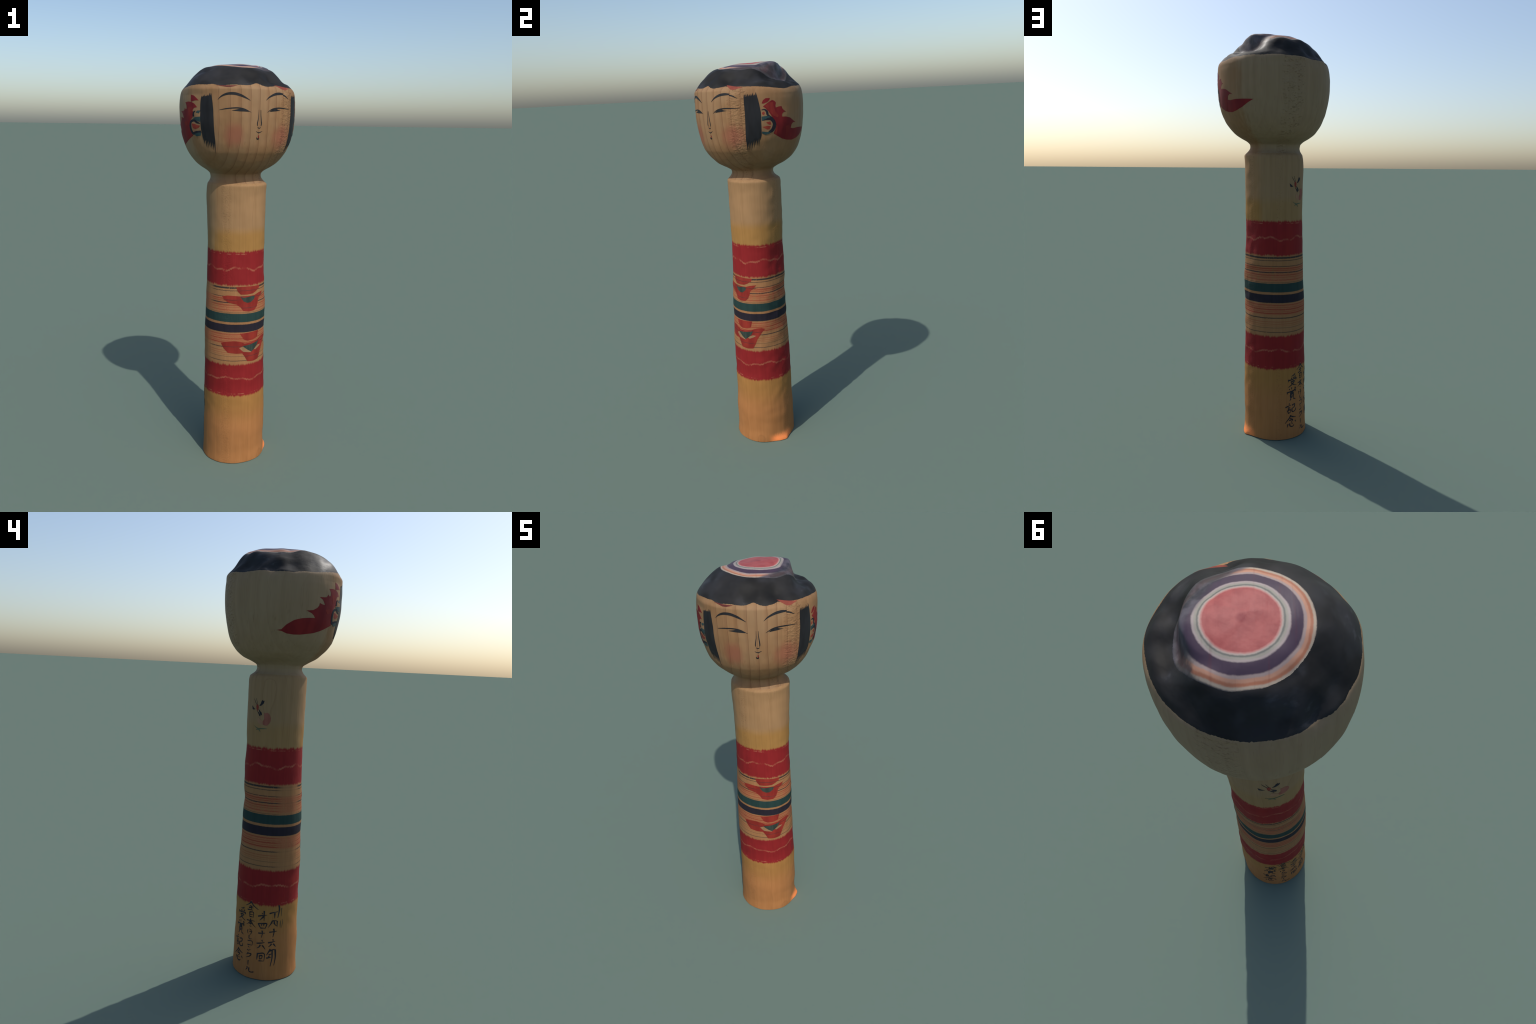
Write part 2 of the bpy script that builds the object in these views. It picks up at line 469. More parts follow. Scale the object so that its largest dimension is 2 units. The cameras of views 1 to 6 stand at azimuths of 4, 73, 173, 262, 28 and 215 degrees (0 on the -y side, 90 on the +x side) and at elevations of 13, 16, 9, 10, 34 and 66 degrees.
def wood_head():
    m, (x, y, z), p = start('painted_wood_head')
    streak = noise(combine(x * 60.0, y * 60.0, z * 2.5), 1.0, 4.0)
    patch = noise(combine(x * 5.0, y * 5.0, z * 4.0), 1.0, 3.0)
    fleck = noise(combine(x * 110.0, y * 110.0, z * 150.0), 1.0, 2.0)
    ripple = noise(combine(x * 45.0, y * 45.0, z * 120.0), 1.0, 2.0)
    col = mix(streak, (0.196, 0.103, 0.045), (0.290, 0.163, 0.078))
    col = mix(smooth(patch, 0.40, 0.66) * 0.55, col, (0.275, 0.180, 0.100))
    back_light_tint = smooth(x * math.sin(-135 * D2R) - y * math.cos(-135 * D2R) + (streak - 0.5) * 0.06 + (patch - 0.5) * 0.08, -0.02, 0.04)
    col = mix(back_light_tint * 0.6, col, mix(streak, (0.235, 0.175, 0.106), (0.330, 0.248, 0.156)))  # back of head lightened and greyed to match its baked brightness
    g = grain_pattern(x, y, z, 0.0425, 28, 0.030)
    rings = smooth(g, 0.900, 0.985) * smooth(g, 1.0, 0.985)
    face = facing(x, y, 28, 62)
    col = mix((rings * streak * 0.34 + smooth(g, 0.55, 0.99) * 0.26) * (face * 0.8 + 0.2), col, (0.120, 0.046, 0.022))
    col = mix(smooth(noise(combine(x * 130.0, y * 130.0, z * 5.0), 1.0, 3.0), 0.60, 0.78) * 0.30, col, (0.115, 0.058, 0.026))
    flk = (facing(x, y, 63, 13) + facing(x, y, 195, 15)).min(1.0)
    col = mix(flk * smooth(fleck * 0.5 + ripple * 0.5, 0.52, 0.64) * 0.52, col, (0.12, 0.062, 0.030))
    # rouged cheeks
    for a0, z0, wa, wz in ((3, 1.672, 0.050, 0.058), (56, 1.664, 0.064, 0.060)):
        tx = x * math.cos(a0 * D2R) + y * math.sin(a0 * D2R)
        front = x * math.sin(a0 * D2R) - y * math.cos(a0 * D2R)
        d = ((tx * (1 / wa)) * (tx * (1 / wa)) + ((z - z0) * (1 / wz)) * ((z - z0) * (1 / wz))).sqrt()
        d = d + (streak - 0.5) * 0.7 + (patch - 0.5) * 0.8
        col = mix(smooth(d, 1.25, 0.25) * smooth(front, 0.0, 0.05) * 0.58, col, (0.235, 0.066, 0.044))
    h = streak * 0.45 + fleck * (flk * 1.4 + 0.10) + ripple * flk * 2.2 - rings * face * 0.5
    return finish(m, col, 0.68, h, 0.0016, 0.15)


def hair_paint():
    m, (x, y, z), p = start('black_hair_paint')
    patch = noise(p, 9.0, 3.0)
    fine = noise(combine(x * 90.0, y * 90.0, z * 40.0), 1.0, 3.0)
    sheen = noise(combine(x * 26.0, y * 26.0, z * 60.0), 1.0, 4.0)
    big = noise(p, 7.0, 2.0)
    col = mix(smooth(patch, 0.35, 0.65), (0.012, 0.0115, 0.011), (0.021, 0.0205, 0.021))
    col = mix(smooth(big, 0.48, 0.62) * 0.45, col, (0.036, 0.036, 0.039))  # grey patches here and below paint the gloss and sky reflection on the hair
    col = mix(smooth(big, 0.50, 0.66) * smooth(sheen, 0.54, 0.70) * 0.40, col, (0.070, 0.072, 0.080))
    return finish(m, col, 0.64 - smooth(big, 0.48, 0.66) * 0.14, sheen * 0.8 + patch, 0.0014, 0.15)


def rosette_paint():
    m, (x, y, z), p = start('ringed_crown_paint')
    wob = noise(p, 22.0, 3.0) - 0.5
    fine = noise(p, 160.0, 2.0) - 0.5
    dx, dy = x - ROSETTE_C[0], y - ROSETTE_C[1]
    d = (dx * dx + dy * dy).sqrt() + wob * 0.006 + fine * 0.002
    hair = (0.030, 0.031, 0.037)
    col = mix(0.0, hair, hair)
    redp = mix(smooth(noise(p, 30.0, 3.0), 0.3, 0.7), (0.265, 0.054, 0.053), (0.335, 0.080, 0.074))  # paler red carries the disc's highlight in its colour
    rc = (dx * dx + dy * dy).sqrt()
    redp = mix(smooth(rc + wob * 0.01, 0.016, 0.004) * 0.7, redp, (0.200, 0.022, 0.030))
    steps = [((0.36, 0.29, 0.22), 0.1650), ((0.33, 0.135, 0.078), 0.1585), ((0.42, 0.22, 0.145), 0.1515), ((0.30, 0.23, 0.21), 0.1440),
             ((0.056, 0.037, 0.058), 0.1370), ((0.32, 0.265, 0.250), 0.1100), ((0.27, 0.25, 0.21), 0.1045),
             ((0.12, 0.125, 0.110), 0.0985), ((0.36, 0.29, 0.25), 0.0940), ((0.40, 0.17, 0.15), 0.0900), (redp, 0.0865)]
    for c, r in steps:
        col = mix(smooth(d, r + 0.0024, r - 0.0024), col, c)
    # worn, smudged sector where the paint has gone grey
    sm = smooth(dx * math.sin(98 * D2R) - dy * math.cos(98 * D2R) + wob * 0.03, 0.095, 0.125) * smooth(d, 0.098, 0.108)
    sm = (sm * 0.92).max(smooth(dx * math.sin(70 * D2R) - dy * math.cos(70 * D2R) + wob * 0.03, 0.118, 0.138) * 0.92)
    sm = sm.max(smooth(dx * math.sin(142 * D2R) - dy * math.cos(142 * D2R) + wob * 0.04, 0.122, 0.140) * 0.9)
    col = mix(sm, col, mix(smooth(wob, -0.1, 0.15), (0.030, 0.031, 0.037), (0.085, 0.078, 0.092)))
    streak = noise(combine(x * 45.0 + y * 32.0, y * 3.0 - x * 4.0, z), 1.0, 2.0)
    col = mix(smooth(streak, 0.58, 0.74) * 0.22, col, (0.120, 0.020, 0.026))
    return finish(m, col, 0.50, streak * 0.5 + wob, 0.0012, 0.16)


def flat_paint(name, c1, c2, rough=0.7, scale=40.0, spec=0.14):
    m, (x, y, z), p = start(name)
    s = noise(combine(x * scale, y * scale, z * scale * 0.25), 1.0, 3.0)
    col = mix(smooth(s, 0.3, 0.7), c1, c2)
    return finish(m, col, rough, s, 0.0006, spec)


MAT = {
    'body': wood_body(), 'head': wood_head(), 'hair': hair_paint(), 'rosette': rosette_paint(),
    'black': flat_paint('black_brush_ink', (0.013, 0.013, 0.0145), (0.020, 0.0205, 0.023), 0.55),
    'ink': flat_paint('calligraphy_ink', (0.016, 0.015, 0.018), (0.034, 0.030, 0.034), 0.6),
    'red': flat_paint('dark_red_paint', (0.135, 0.0095, 0.013), (0.195, 0.016, 0.017), 0.6, 22.0),
    'vermilion': flat_paint('bright_red_paint', (0.185, 0.026, 0.018), (0.250, 0.042, 0.026), 0.6, 30.0),
    'crest': flat_paint('crest_red_paint', (0.175, 0.017, 0.013), (0.240, 0.028, 0.018), 0.6, 26.0),
    'teal': flat_paint('teal_paint', (0.020, 0.045, 0.048), (0.034, 0.066, 0.066), 0.6),
    'pine': flat_paint('dark_green_paint', (0.022, 0.034, 0.028), (0.040, 0.054, 0.044), 0.6, 60.0),
    'navy': flat_paint('navy_paint', (0.012, 0.012, 0.017), (0.022, 0.021, 0.030), 0.7),
    'rose': flat_paint('pale_rose_paint', (0.225, 0.072, 0.050), (0.270, 0.096, 0.068), 0.65),
    'blush': flat_paint('faint_rose_wash', (0.285, 0.150, 0.085), (0.305, 0.170, 0.095), 0.65),
    'scarlet': flat_paint('scarlet_brush_paint', (0.150, 0.014, 0.014), (0.215, 0.026, 0.019), 0.7, 24.0),
    'rust': flat_paint('rust_red_paint', (0.170, 0.040, 0.028), (0.230, 0.056, 0.036), 0.7),
    'maroon': flat_paint('maroon_paint', (0.085, 0.020, 0.018), (0.130, 0.030, 0.024), 0.7),
    'leaf': flat_paint('leaf_green_paint', (0.075, 0.095, 0.055), (0.110, 0.120, 0.070), 0.65),
    'pale': flat_paint('bare_wood_gap', (0.220, 0.126, 0.062), (0.280, 0.165, 0.085), 0.65),
}

# ---------------------------------------------------------------- objects
root = bpy.data.objects.new('wooden_doll', None)
bpy.context.scene.collection.objects.link(root)
root['label'] = 'turned wooden doll with painted face and banded body'
root['category'] = 'wooden doll'


def link(ob, parent):
    bpy.context.scene.collection.objects.link(ob)
    ob.parent = parent
    return ob


def grid_part(name, i0, i1, mat, parent, close_bottom=False, close_top=False):
    n = i1 - i0 + 1
    vs = G[i0:i1 + 1].reshape(-1, 3)
    ns = NRM[i0:i1 + 1].reshape(-1, 3)
    fs = [(i * M + j, i * M + (j + 1) % M, (i + 1) * M + (j + 1) % M, (i + 1) * M + j)
          for i in range(n - 1) for j in range(M)]
    vs = [tuple(v) for v in vs]; ns = [tuple(v) for v in ns]
    if close_top:
        vs.append(tuple(G[i1].mean(axis=0))); ns.append((0, 0, 1)); k = len(vs) - 1
        fs += [((n - 1) * M + j, (n - 1) * M + (j + 1) % M, k) for j in range(M)]
    if close_bottom:
        # worn foot: separate inner rim so the edge stays crisp
        b = len(vs)
        for j in range(M):
            vs.append(tuple(G[i0, j])); ns.append((0, 0, -1))
        vs.append((float(G[i0, :, 0].mean()), float(G[i0, :, 1].mean()), 0.0)); ns.append((0, 0, -1))
        fs += [(b + (j + 1) % M, b + j, b + M) for j in range(M)]
    me = bpy.data.meshes.new(name)
    me.from_pydata(vs, [], fs); me.update()
    for pl in me.polygons: pl.use_smooth = True
    me.normals_split_custom_set_from_vertices(ns)
    me.materials.append(mat)
    return link(bpy.data.objects.new(name, me), parent)


def row_at(z):
    return int(np.argmin(np.abs(zb - z)))


cuts = [('foot', 0.0, 0.372), ('red_band', 0.372, 0.545), ('striped_band', 0.545, 0.950), ('red_band', 0.950, 1.120), ('body', 1.120, 1.447)]
BODY = {}
for k, (nm, z0, z1) in enumerate(cuts):
    BODY.setdefault(nm, grid_part(nm, row_at(z0), row_at(z1), MAT['body'], root, close_bottom=(k == 0)))
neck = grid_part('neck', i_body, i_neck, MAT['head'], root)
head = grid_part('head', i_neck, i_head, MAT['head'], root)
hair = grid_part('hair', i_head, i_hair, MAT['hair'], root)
rosette = grid_part('crown_rosette', i_hair, i_ros, MAT['rosette'], hair, close_top=True)


def radius_at(z):
    return 0.262 if z > 1.6 else 0.150


def patch(name, outline, mat, parent, lift=0.0007, spacing=0.0045):
    """thin layer of paint laid on the surface inside an (azimuth, height) outline"""
    outlines = outline if isinstance(outline[0], list) else [outline]
    bm = bmesh.new()
    for ol in outlines:
        zm = sum(q[1] for q in ol) / len(ol); am = sum(q[0] for q in ol) / len(ol)
        k = radius_at(zm) * D2R
        pts = [((a - am) * k, z - zm) for a, z in ol]
        dense = []
        for i, q in enumerate(pts):
            q2 = pts[(i + 1) % len(pts)]
            n = max(1, int(math.hypot(q2[0] - q[0], q2[1] - q[1]) / spacing))
            dense += [(q[0] + (q2[0] - q[0]) * t / n, q[1] + (q2[1] - q[1]) * t / n) for t in range(n)]
        nb = len(dense)
        xs = [q[0] for q in dense]; ys = [q[1] for q in dense]
        inner = []
        nx = int((max(xs) - min(xs)) / spacing); ny = int((max(ys) - min(ys)) / spacing)
        for ix in range(1, nx + 1):
            for iy in range(1, ny + 1):
                inner.append((min(xs) + ix * spacing, min(ys) + (iy + 0.5 * (ix % 2)) * spacing))
        res = delaunay_2d_cdt([Vector(q) for q in dense + inner], [(i, (i + 1) % nb) for i in range(nb)],
                              [list(range(nb))], 1, 1e-6)
        v2, e2, f2 = res[0], res[1], res[2]
        # keep only vertices used
        used = sorted({i for f in f2 for i in f})
        idx = {}
        for i in used:
            q = v2[i]
            idx[i] = bm.verts.new(on_surface(q.x / k + am, q.y + zm, lift))
        for f in f2:
            try:
                bm.faces.new([idx[i] for i in f])
            except ValueError:
                pass
    bmesh.ops.recalc_face_normals(bm, faces=bm.faces[:])
    # orient outwards
    s = 0.0
    for f in bm.faces:
        c = f.calc_center_median(); s += f.normal.x * c.x + f.normal.y * c.y
    if s < 0:
        bmesh.ops.reverse_faces(bm, faces=bm.faces[:])
    # skirt: give the layer its thickness
    edges = [e for e in bm.edges if len(e.link_faces) == 1]
    ex = bmesh.ops.extrude_edge_only(bm, edges=edges)
    for v in [g for g in ex['geom'] if isinstance(g, bmesh.types.BMVert)]:
        cx, cy = axis_at(v.co.z)
        d = Vector((v.co.x - cx, v.co.y - cy, 0)).normalized()
        v.co -= d * (lift + 0.0006)
    me = bpy.data.meshes.new(name); bm.to_mesh(me); bm.free()
    for pl in me.polygons: pl.use_smooth = True
    me.set_sharp_from_angle(angle=0.9)
    me.materials.append(mat)
    return link(bpy.data.objects.new(name, me), parent)


def spline(pts, n):
    """Catmull-Rom through control points (any dimension)"""
    P = [np.array(p, float) for p in pts]
    if len(P) == 2:
        return [P[0] + (P[1] - P[0]) * t / (n - 1) for t in range(n)]
    P = [2 * P[0] - P[1]] + P + [2 * P[-1] - P[-2]]
    out = []
    segs = len(P) - 3
    for i in range(n):
        u = i / (n - 1) * segs; s = min(int(u), segs - 1); t = u - s
        a, b, c, d = P[s:s + 4]
        out.append(0.5 * (2 * b + (c - a) * t + (2 * a - 5 * b + 4 * c - d) * t**2 + (3 * b - a - 3 * c + d) * t**3))
    return out


def brush(pts, n=14):
    """outline of a brush stroke: control points (azimuth, height, full width in m)"""
    k = radius_at(pts[0][1]) * D2R
    path = spline([(a * k, z, w) for a, z, w in pts], n)
    L, R = [], []
    for i, q in enumerate(path):
        d = path[min(i + 1, n - 1)] - path[max(i - 1, 0)]
        l = math.hypot(d[0], d[1]) or 1.0
        nx, ny = -d[1] / l, d[0] / l
        w = max(q[2], 0.0006) / 2
        L.append(((q[0] + nx * w) / k, q[1] + ny * w)); R.append(((q[0] - nx * w) / k, q[1] - ny * w))
    return L + R[::-1]


def fringe(p, q, teeth, depth, rng):
    """dry-brush edge between two outline points, teeth pointing along z"""
    out = []
    for i in range(teeth):
        t0, t1 = i / teeth, (i + 0.5) / teeth
        d = depth * (0.35 + 0.65 * rng.random())
        out.append((p[0] + (q[0] - p[0]) * t0, p[1] + (q[1] - p[1]) * t0))
        out.append((p[0] + (q[0] - p[0]) * t1 + rng.uniform(-.15, .15), p[1] + (q[1] - p[1]) * t1 - d))
    out.append(q)
    return out


# --- face
patch('eyebrow', brush([(-13.0, 1.824, .001), (-9.5, 1.839, .006), (-4, 1.849, .010), (3, 1.850, .0115), (9, 1.843, .010), (14, 1.833, .006), (18.3, 1.822, .0012)], 26), MAT['black'], head)
patch('eyebrow', [brush([(34.0, 1.824, .001), (38, 1.839, .006), (44, 1.851, .010), (50, 1.855, .0105), (55.5, 1.854, .006)], 22),
                  brush([(55.2, 1.850, .005), (58.8, 1.845, .0055), (63.3, 1.834, .001)], 10)], MAT['black'], head)
patch('eye', [brush([(-11.0, 1.781, .0015), (-5, 1.786, .0042), (1, 1.789, .005), (7, 1.790, .0055), (13, 1.785, .005), (19.6, 1.772, .0008)], 24),
              brush([(1.0, 1.779, .0006), (5, 1.780, .006), (9, 1.781, .011), (13, 1.779, .008), (17, 1.775, .0012)], 16)], MAT['black'], head)
patch('eye', [brush([(35.6, 1.773, .0008), (40.5, 1.786, .0045), (46, 1.792, .0055), (54, 1.793, .0048), (65.6, 1.789, .0012)], 24),
              brush([(38.6, 1.776, .0012), (42, 1.782, .009), (46, 1.784, .010), (49, 1.783, .004), (52, 1.783, .0006)], 16)], MAT['black'], head)
patch('nose', [brush([(27.0, 1.783, .0010), (26.8, 1.752, .0026), (25.8, 1.725, .0040), (26.0, 1.715, .0030)], 16),
               brush([(28.9, 1.783, .0016), (29.2, 1.755, .0034), (29.8, 1.725, .0048), (29.6, 1.714, .0030)], 16),
               brush([(26.2, 1.710, .0010), (27.2, 1.7055, .0034), (28.6, 1.7055, .0034), (29.5, 1.710, .0010)], 10)], MAT['black'], head)
patch('mouth', [brush([(24.6, 1.6915, .0008), (26.4, 1.687, .0030), (28.2, 1.686, .0036), (29.8, 1.689, .0028), (31.4, 1.692, .0008)], 14),
                brush([(27.6, 1.686, .003), (27.8, 1.681, .0008)], 6),
                brush([(25.5, 1.666, .0008), (26.0, 1.659, .0060), (27.4, 1.658, .0060), (28.2, 1.664, .0010)], 10)], MAT['black'], head)
patch('lip', brush([(27.5, 1.676, .0008), (27.6, 1.670, .0045), (27.4, 1.662, .0045)], 8), MAT['red'], head, 0.0005)
rng = random.Random(3)
patch('sidelock', fringe((-31.4, 1.834), (-19.6, 1.842), 7, -0.013, rng)
      + [(-18.2, 1.815), (-17.3, 1.780), (-17.0, 1.740), (-17.1, 1.690), (-17.3, 1.645), (-18.6, 1.592)]
      + fringe((-19.2, 1.640), (-31.2, 1.660), 6, 0.046, rng)[:-1] + [(-31.6, 1.660), (-32.2, 1.700), (-32.0, 1.760), (-31.8, 1.810)],
      MAT['black'], head)
patch('sidelock', fringe((69.4, 1.838), (82.0, 1.843), 8, -0.016, rng)
      + [(83.6, 1.805), (85.0, 1.765), (85.5, 1.715), (84.8, 1.665), (83.4, 1.645)]
      + fringe((83.0, 1.655), (69.0, 1.634), 8, 0.046, rng)[:-1] + [(68.9, 1.650), (69.5, 1.710), (69.8, 1.770), (69.3, 1.811)],
      MAT['black'], head)
patch('hair_ribbon', [(-17, 1.8865), (-12, 1.8850), (-6, 1.8840), (0, 1.8845), (6, 1.8848), (3, 1.881), (-0.5, 1.8775), (-5, 1.877), (-10, 1.881)], MAT['maroon'], head, 0.0005)
patch('hair_ribbon', [(49.5, 1.8940), (52, 1.8925), (56, 1.8895), (60, 1.8868), (64, 1.8845), (69, 1.8818), (64, 1.876), (60, 1.8715), (57, 1.873), (53, 1.884)], MAT['rust'], head, 0.0005)

# --- red leaf ornament with black loops, one on each side of the head
patch('ornament', [[(86.0, 1.808), (87.5, 1.821), (90.0, 1.829), (94.5, 1.829), (93.6, 1.820), (91.5, 1.812), (87.5, 1.806)],
                   [(87.0, 1.794), (90.0, 1.803), (93.5, 1.813), (96.5, 1.820), (99.0, 1.816), (100.5, 1.808), (99.8, 1.794), (100.2, 1.786),
                    (103.5, 1.790), (106.8, 1.791), (107.6, 1.781), (109.5, 1.772), (112.0, 1.766), (109.0, 1.764), (107.0, 1.755), (107.0, 1.744),
                    (112.0, 1.743), (118.0, 1.737), (121.0, 1.729), (124.0, 1.721), (127.5, 1.714), (123.0, 1.714), (120.5, 1.706), (119.5, 1.690),
                    (124.0, 1.686), (132.0, 1.689), (141.0, 1.688), (153.0, 1.685), (147.0, 1.672), (140.0, 1.653), (132.0, 1.640), (124.0, 1.633),
                    (116.0, 1.636), (109.0, 1.644), (102.5, 1.658), (97.5, 1.672), (99.5, 1.690), (100.3, 1.708), (99.0, 1.728), (95.5, 1.750),
                    (92.5, 1.771), (89.5, 1.786)]], MAT['red'], head, 0.0006)
patch('ornament', [[(89.0, 1.796), (93.5, 1.808), (97.5, 1.812), (98.0, 1.795), (99.5, 1.770), (103.0, 1.750), (102.0, 1.742), (97.0, 1.752), (93.0, 1.775)],
                   [(112.0, 1.700), (117.0, 1.705), (118.0, 1.690), (117.0, 1.660), (116.0, 1.640), (112.5, 1.642), (113.0, 1.670)],
                   [(99.0, 1.672), (100.5, 1.690), (100.9, 1.706), (101.6, 1.700), (101.4, 1.680), (100.6, 1.664)]], MAT['scarlet'], head, 0.0009)
patch('ornament_ground', [(85.0, 1.782), (88.5, 1.782), (91.0, 1.766), (91.0, 1.750), (96.0, 1.738), (98.5, 1.715), (96.0, 1.686), (91.0, 1.676), (85.0, 1.678)], MAT['pale'], head, 0.0008)
patch('ornament_loop', [brush([(86.0, 1.732, .002), (90.0, 1.738, .010), (95.0, 1.737, .015), (98.2, 1.716, .0165), (96.5, 1.690, .0165), (92.5, 1.678, .010)], 26),
                        brush([(85.5, 1.779, .003), (88.5, 1.780, .006), (90.7, 1.771, .010), (91.2, 1.757, .010)], 14),
                        brush([(91.0, 1.757, .008), (94.0, 1.748, .006), (96.5, 1.740, .006)], 8)], MAT['navy'], head, 0.0012)
patch('ornament_wash', [[(85.3, 1.750), (91.0, 1.752), (95.0, 1.746), (91.0, 1.742), (87.0, 1.734), (85.5, 1.731)],
                        [(85.2, 1.684), (90.0, 1.681), (94.5, 1.681), (93.0, 1.672), (88.8, 1.668), (85.4, 1.675)]], MAT['teal'], head, 0.0014)
patch('ornament_petal', [[(86.0, 1.768), (88.0, 1.772), (88.7, 1.763), (87.6, 1.756), (86.0, 1.760)],
                         [(89.5, 1.723), (94.0, 1.727), (95.0, 1.712), (92.5, 1.712)],
                         [(85.8, 1.704), (90.5, 1.708), (94.6, 1.706), (93.0, 1.692), (90.5, 1.691)]], MAT['vermilion'], head, 0.0011)

patch('ornament', [[(-45.5, 1.847), (-41.0, 1.843), (-37.5, 1.833), (-34.2, 1.822), (-38.5, 1.822), (-44.5, 1.817)],
                   [(-54.6, 1.815), (-49.0, 1.818), (-44.0, 1.816), (-39.5, 1.808), (-36.0, 1.793), (-40.0, 1.790), (-42.0, 1.780), (-41.0, 1.768), (-42.5, 1.750), (-46.5, 1.733),
                    (-48.0, 1.706), (-46.5, 1.682), (-45.0, 1.668), (-52.0, 1.655), (-60.0, 1.640), (-68.0, 1.629), (-76.0, 1.623), (-82.0, 1.619), (-88.0, 1.618), (-95.0, 1.621),
                    (-100.0, 1.630), (-104.5, 1.633), (-100.0, 1.637), (-95.7, 1.657), (-89.1, 1.676), (-82.2, 1.685), (-75.0, 1.689), (-69.0, 1.690),
                    (-70.5, 1.699), (-73.0, 1.708), (-78.5, 1.717), (-72.0, 1.721), (-68.0, 1.731), (-66.0, 1.741), (-65.5, 1.752), (-62.0, 1.748), (-59.0, 1.747), (-60.5, 1.758), (-62.0, 1.767),
                    (-66.0, 1.776), (-60.0, 1.778), (-57.5, 1.780), (-55.5, 1.791), (-54.0, 1.784), (-52.0, 1.788), (-52.0, 1.800), (-53.0, 1.808)]], MAT['red'], head, 0.0006)
patch('ornament', [[(-50.0, 1.790), (-44.0, 1.795), (-42.0, 1.782), (-44.0, 1.762), (-48.0, 1.755)], [(-58.0, 1.728), (-50.0, 1.735), (-49.5, 1.715), (-55.0, 1.712)]], MAT['scarlet'], head, 0.0009)
patch('ornament_ground', [(-31.8, 1.772), (-37.0, 1.774), (-41.0, 1.765), (-42.0, 1.745), (-47.0, 1.725), (-46.5, 1.695), (-43.0, 1.674), (-32.4, 1.682)], MAT['pale'], head, 0.0008)
patch('ornament_loop', [brush([(-32.5, 1.722, .003), (-36.5, 1.727, .009), (-41.0, 1.736, .010), (-45.5, 1.727, .012), (-46.5, 1.700, .014), (-44.0, 1.679, .013), (-39.0, 1.683, .012), (-32.5, 1.687, .010)], 30),
                        brush([(-38.0, 1.777, .002), (-40.5, 1.769, .009), (-40.8, 1.752, .010)], 12)], MAT['navy'], head, 0.0012)
patch('ornament_wash', [[(-31.8, 1.752), (-38.0, 1.750), (-42.2, 1.746), (-40.0, 1.740), (-36.0, 1.733), (-32.2, 1.729)],
                        [(-32.6, 1.684), (-38.0, 1.681), (-42.5, 1.675), (-40.0, 1.666), (-34.0, 1.669)], [(-32.0, 1.778), (-35.5, 1.778), (-37.5, 1.770), (-33.0, 1.766)]], MAT['teal'], head, 0.0014)
patch('ornament_petal', [(-44.2, 1.722), (-40.5, 1.721), (-36.0, 1.715), (-32.8, 1.713), (-35.0, 1.703), (-40.0, 1.697), (-43.0, 1.702)], MAT['vermilion'], head, 0.0011)

# --- two fan crests on the striped band
strip = BODY['striped_band']
patch('crest', [[(7, .945), (20, .946), (40, .945), (60, .944), (57, .930), (50, .918), (42, .909), (30, .906), (17, .907), (11, .921)],
                [(-22, .896), (-10, .902), (8, .900), (18, .897), (32, .898), (46, .899), (56, .907), (68, .911), (63, .895), (56, .878), (55, .862), (51, .838), (45, .823), (33, .820), (22, .825), (17, .842), (8, .858), (-2, .863), (-10, .868), (-17, .880)]],
      MAT['crest'], strip, 0.0007)
patch('crest_heart', [(16, .8965), (22, .891), (32, .893), (40, .897), (47, .895), (45, .880), (38, .866), (31, .864), (23, .872)], MAT['pine'], strip, 0.0011)
patch('crest', [[(17, .707), (30, .709), (44, .711), (57, .712), (55, .690), (53, .676), (44, .670), (33, .668), (25, .676)],
                [(-21, .655), (-10, .664), (6, .668), (18, .665), (27, .654), (40, .656), (54, .662), (66, .673), (75, .675), (82, .670), (77, .655), (72, .636), (66, .612), (62, .585), (57, .560), (45, .556), (32, .560), (27, .585), (22, .604), (10, .603), (-6, .607), (-15, .628)]],
      MAT['crest'], strip, 0.0007)
patch('crest_gap', [(16, .632), (26, .641), (31, .628), (38, .612), (41, .604), (34, .607), (24, .612)], MAT['pale'], strip, 0.0009)
patch('crest_gap', [(46, .618), (52, .628), (57, .634), (64, .632), (58, .622), (50, .613)], MAT['pale'], strip, 0.0009)
patch('crest_heart', [(23, .642), (34, .645), (45, .650), (58, .657), (54, .636), (48, .621), (41, .607), (34, .618), (28, .630)], MAT['pine'], strip, 0.0013)

for zc, a0, a1 in ((.927, 9, 58), (.881, -19, 17), (.893, 47, 67), (.840, 18, 52), (.640, -17, 24), (.653, 57, 76), (.588, 27, 61)):
    patch('painted_line', brush([(a0, zc, .0016), ((a0 + a1) / 2, zc - .0012, .0034), (a1, zc + .0004, .0016)], 16), MAT['maroon'], strip, 0.0012, 0.004)

# --- small flower mark with fruit on the upper back
body = BODY['body']
patch('flower_centre', [(-140.5, 1.304), (-138, 1.312), (-135.5, 1.308), (-134.3, 1.298), (-136, 1.286), (-137.5, 1.281), (-139.8, 1.290)], MAT['vermilion'], body, 0.0008)
patch('flower_petal', [(-152.5, 1.303), (-149.5, 1.298), (-146.5, 1.292), (-143, 1.289), (-147, 1.285), (-151.0, 1.287)], MAT['navy'], body)
patch('flower_petal', [(-133.5, 1.304), (-130, 1.316), (-128, 1.329), (-125.8, 1.333), (-125, 1.328), (-122.5, 1.330), (-123.5, 1.318), (-129, 1.306)], MAT['navy'], body)
patch('flower_petal', [(-139, 1.283), (-136, 1.275), (-132, 1.259), (-130.2, 1.259), (-130.5, 1.266), (-134, 1.276)], MAT['navy'], body)
patch('flower_petal', [(-135, 1.291), (-131.5, 1.284), (-127.5, 1.275), (-126.8, 1.266), (-129, 1.262), (-131, 1.270), (-133.5, 1.281)], MAT['navy'], body)
patch('flower_stamen', [brush([(-147.0, 1.335, .0008), (-143.5, 1.322, .0022), (-139, 1.308, .0022)], 8), brush([(-141.5, 1.338, .0006), (-139.5, 1.325, .0015), (-137, 1.308, .0018)], 8)], MAT['navy'], body)
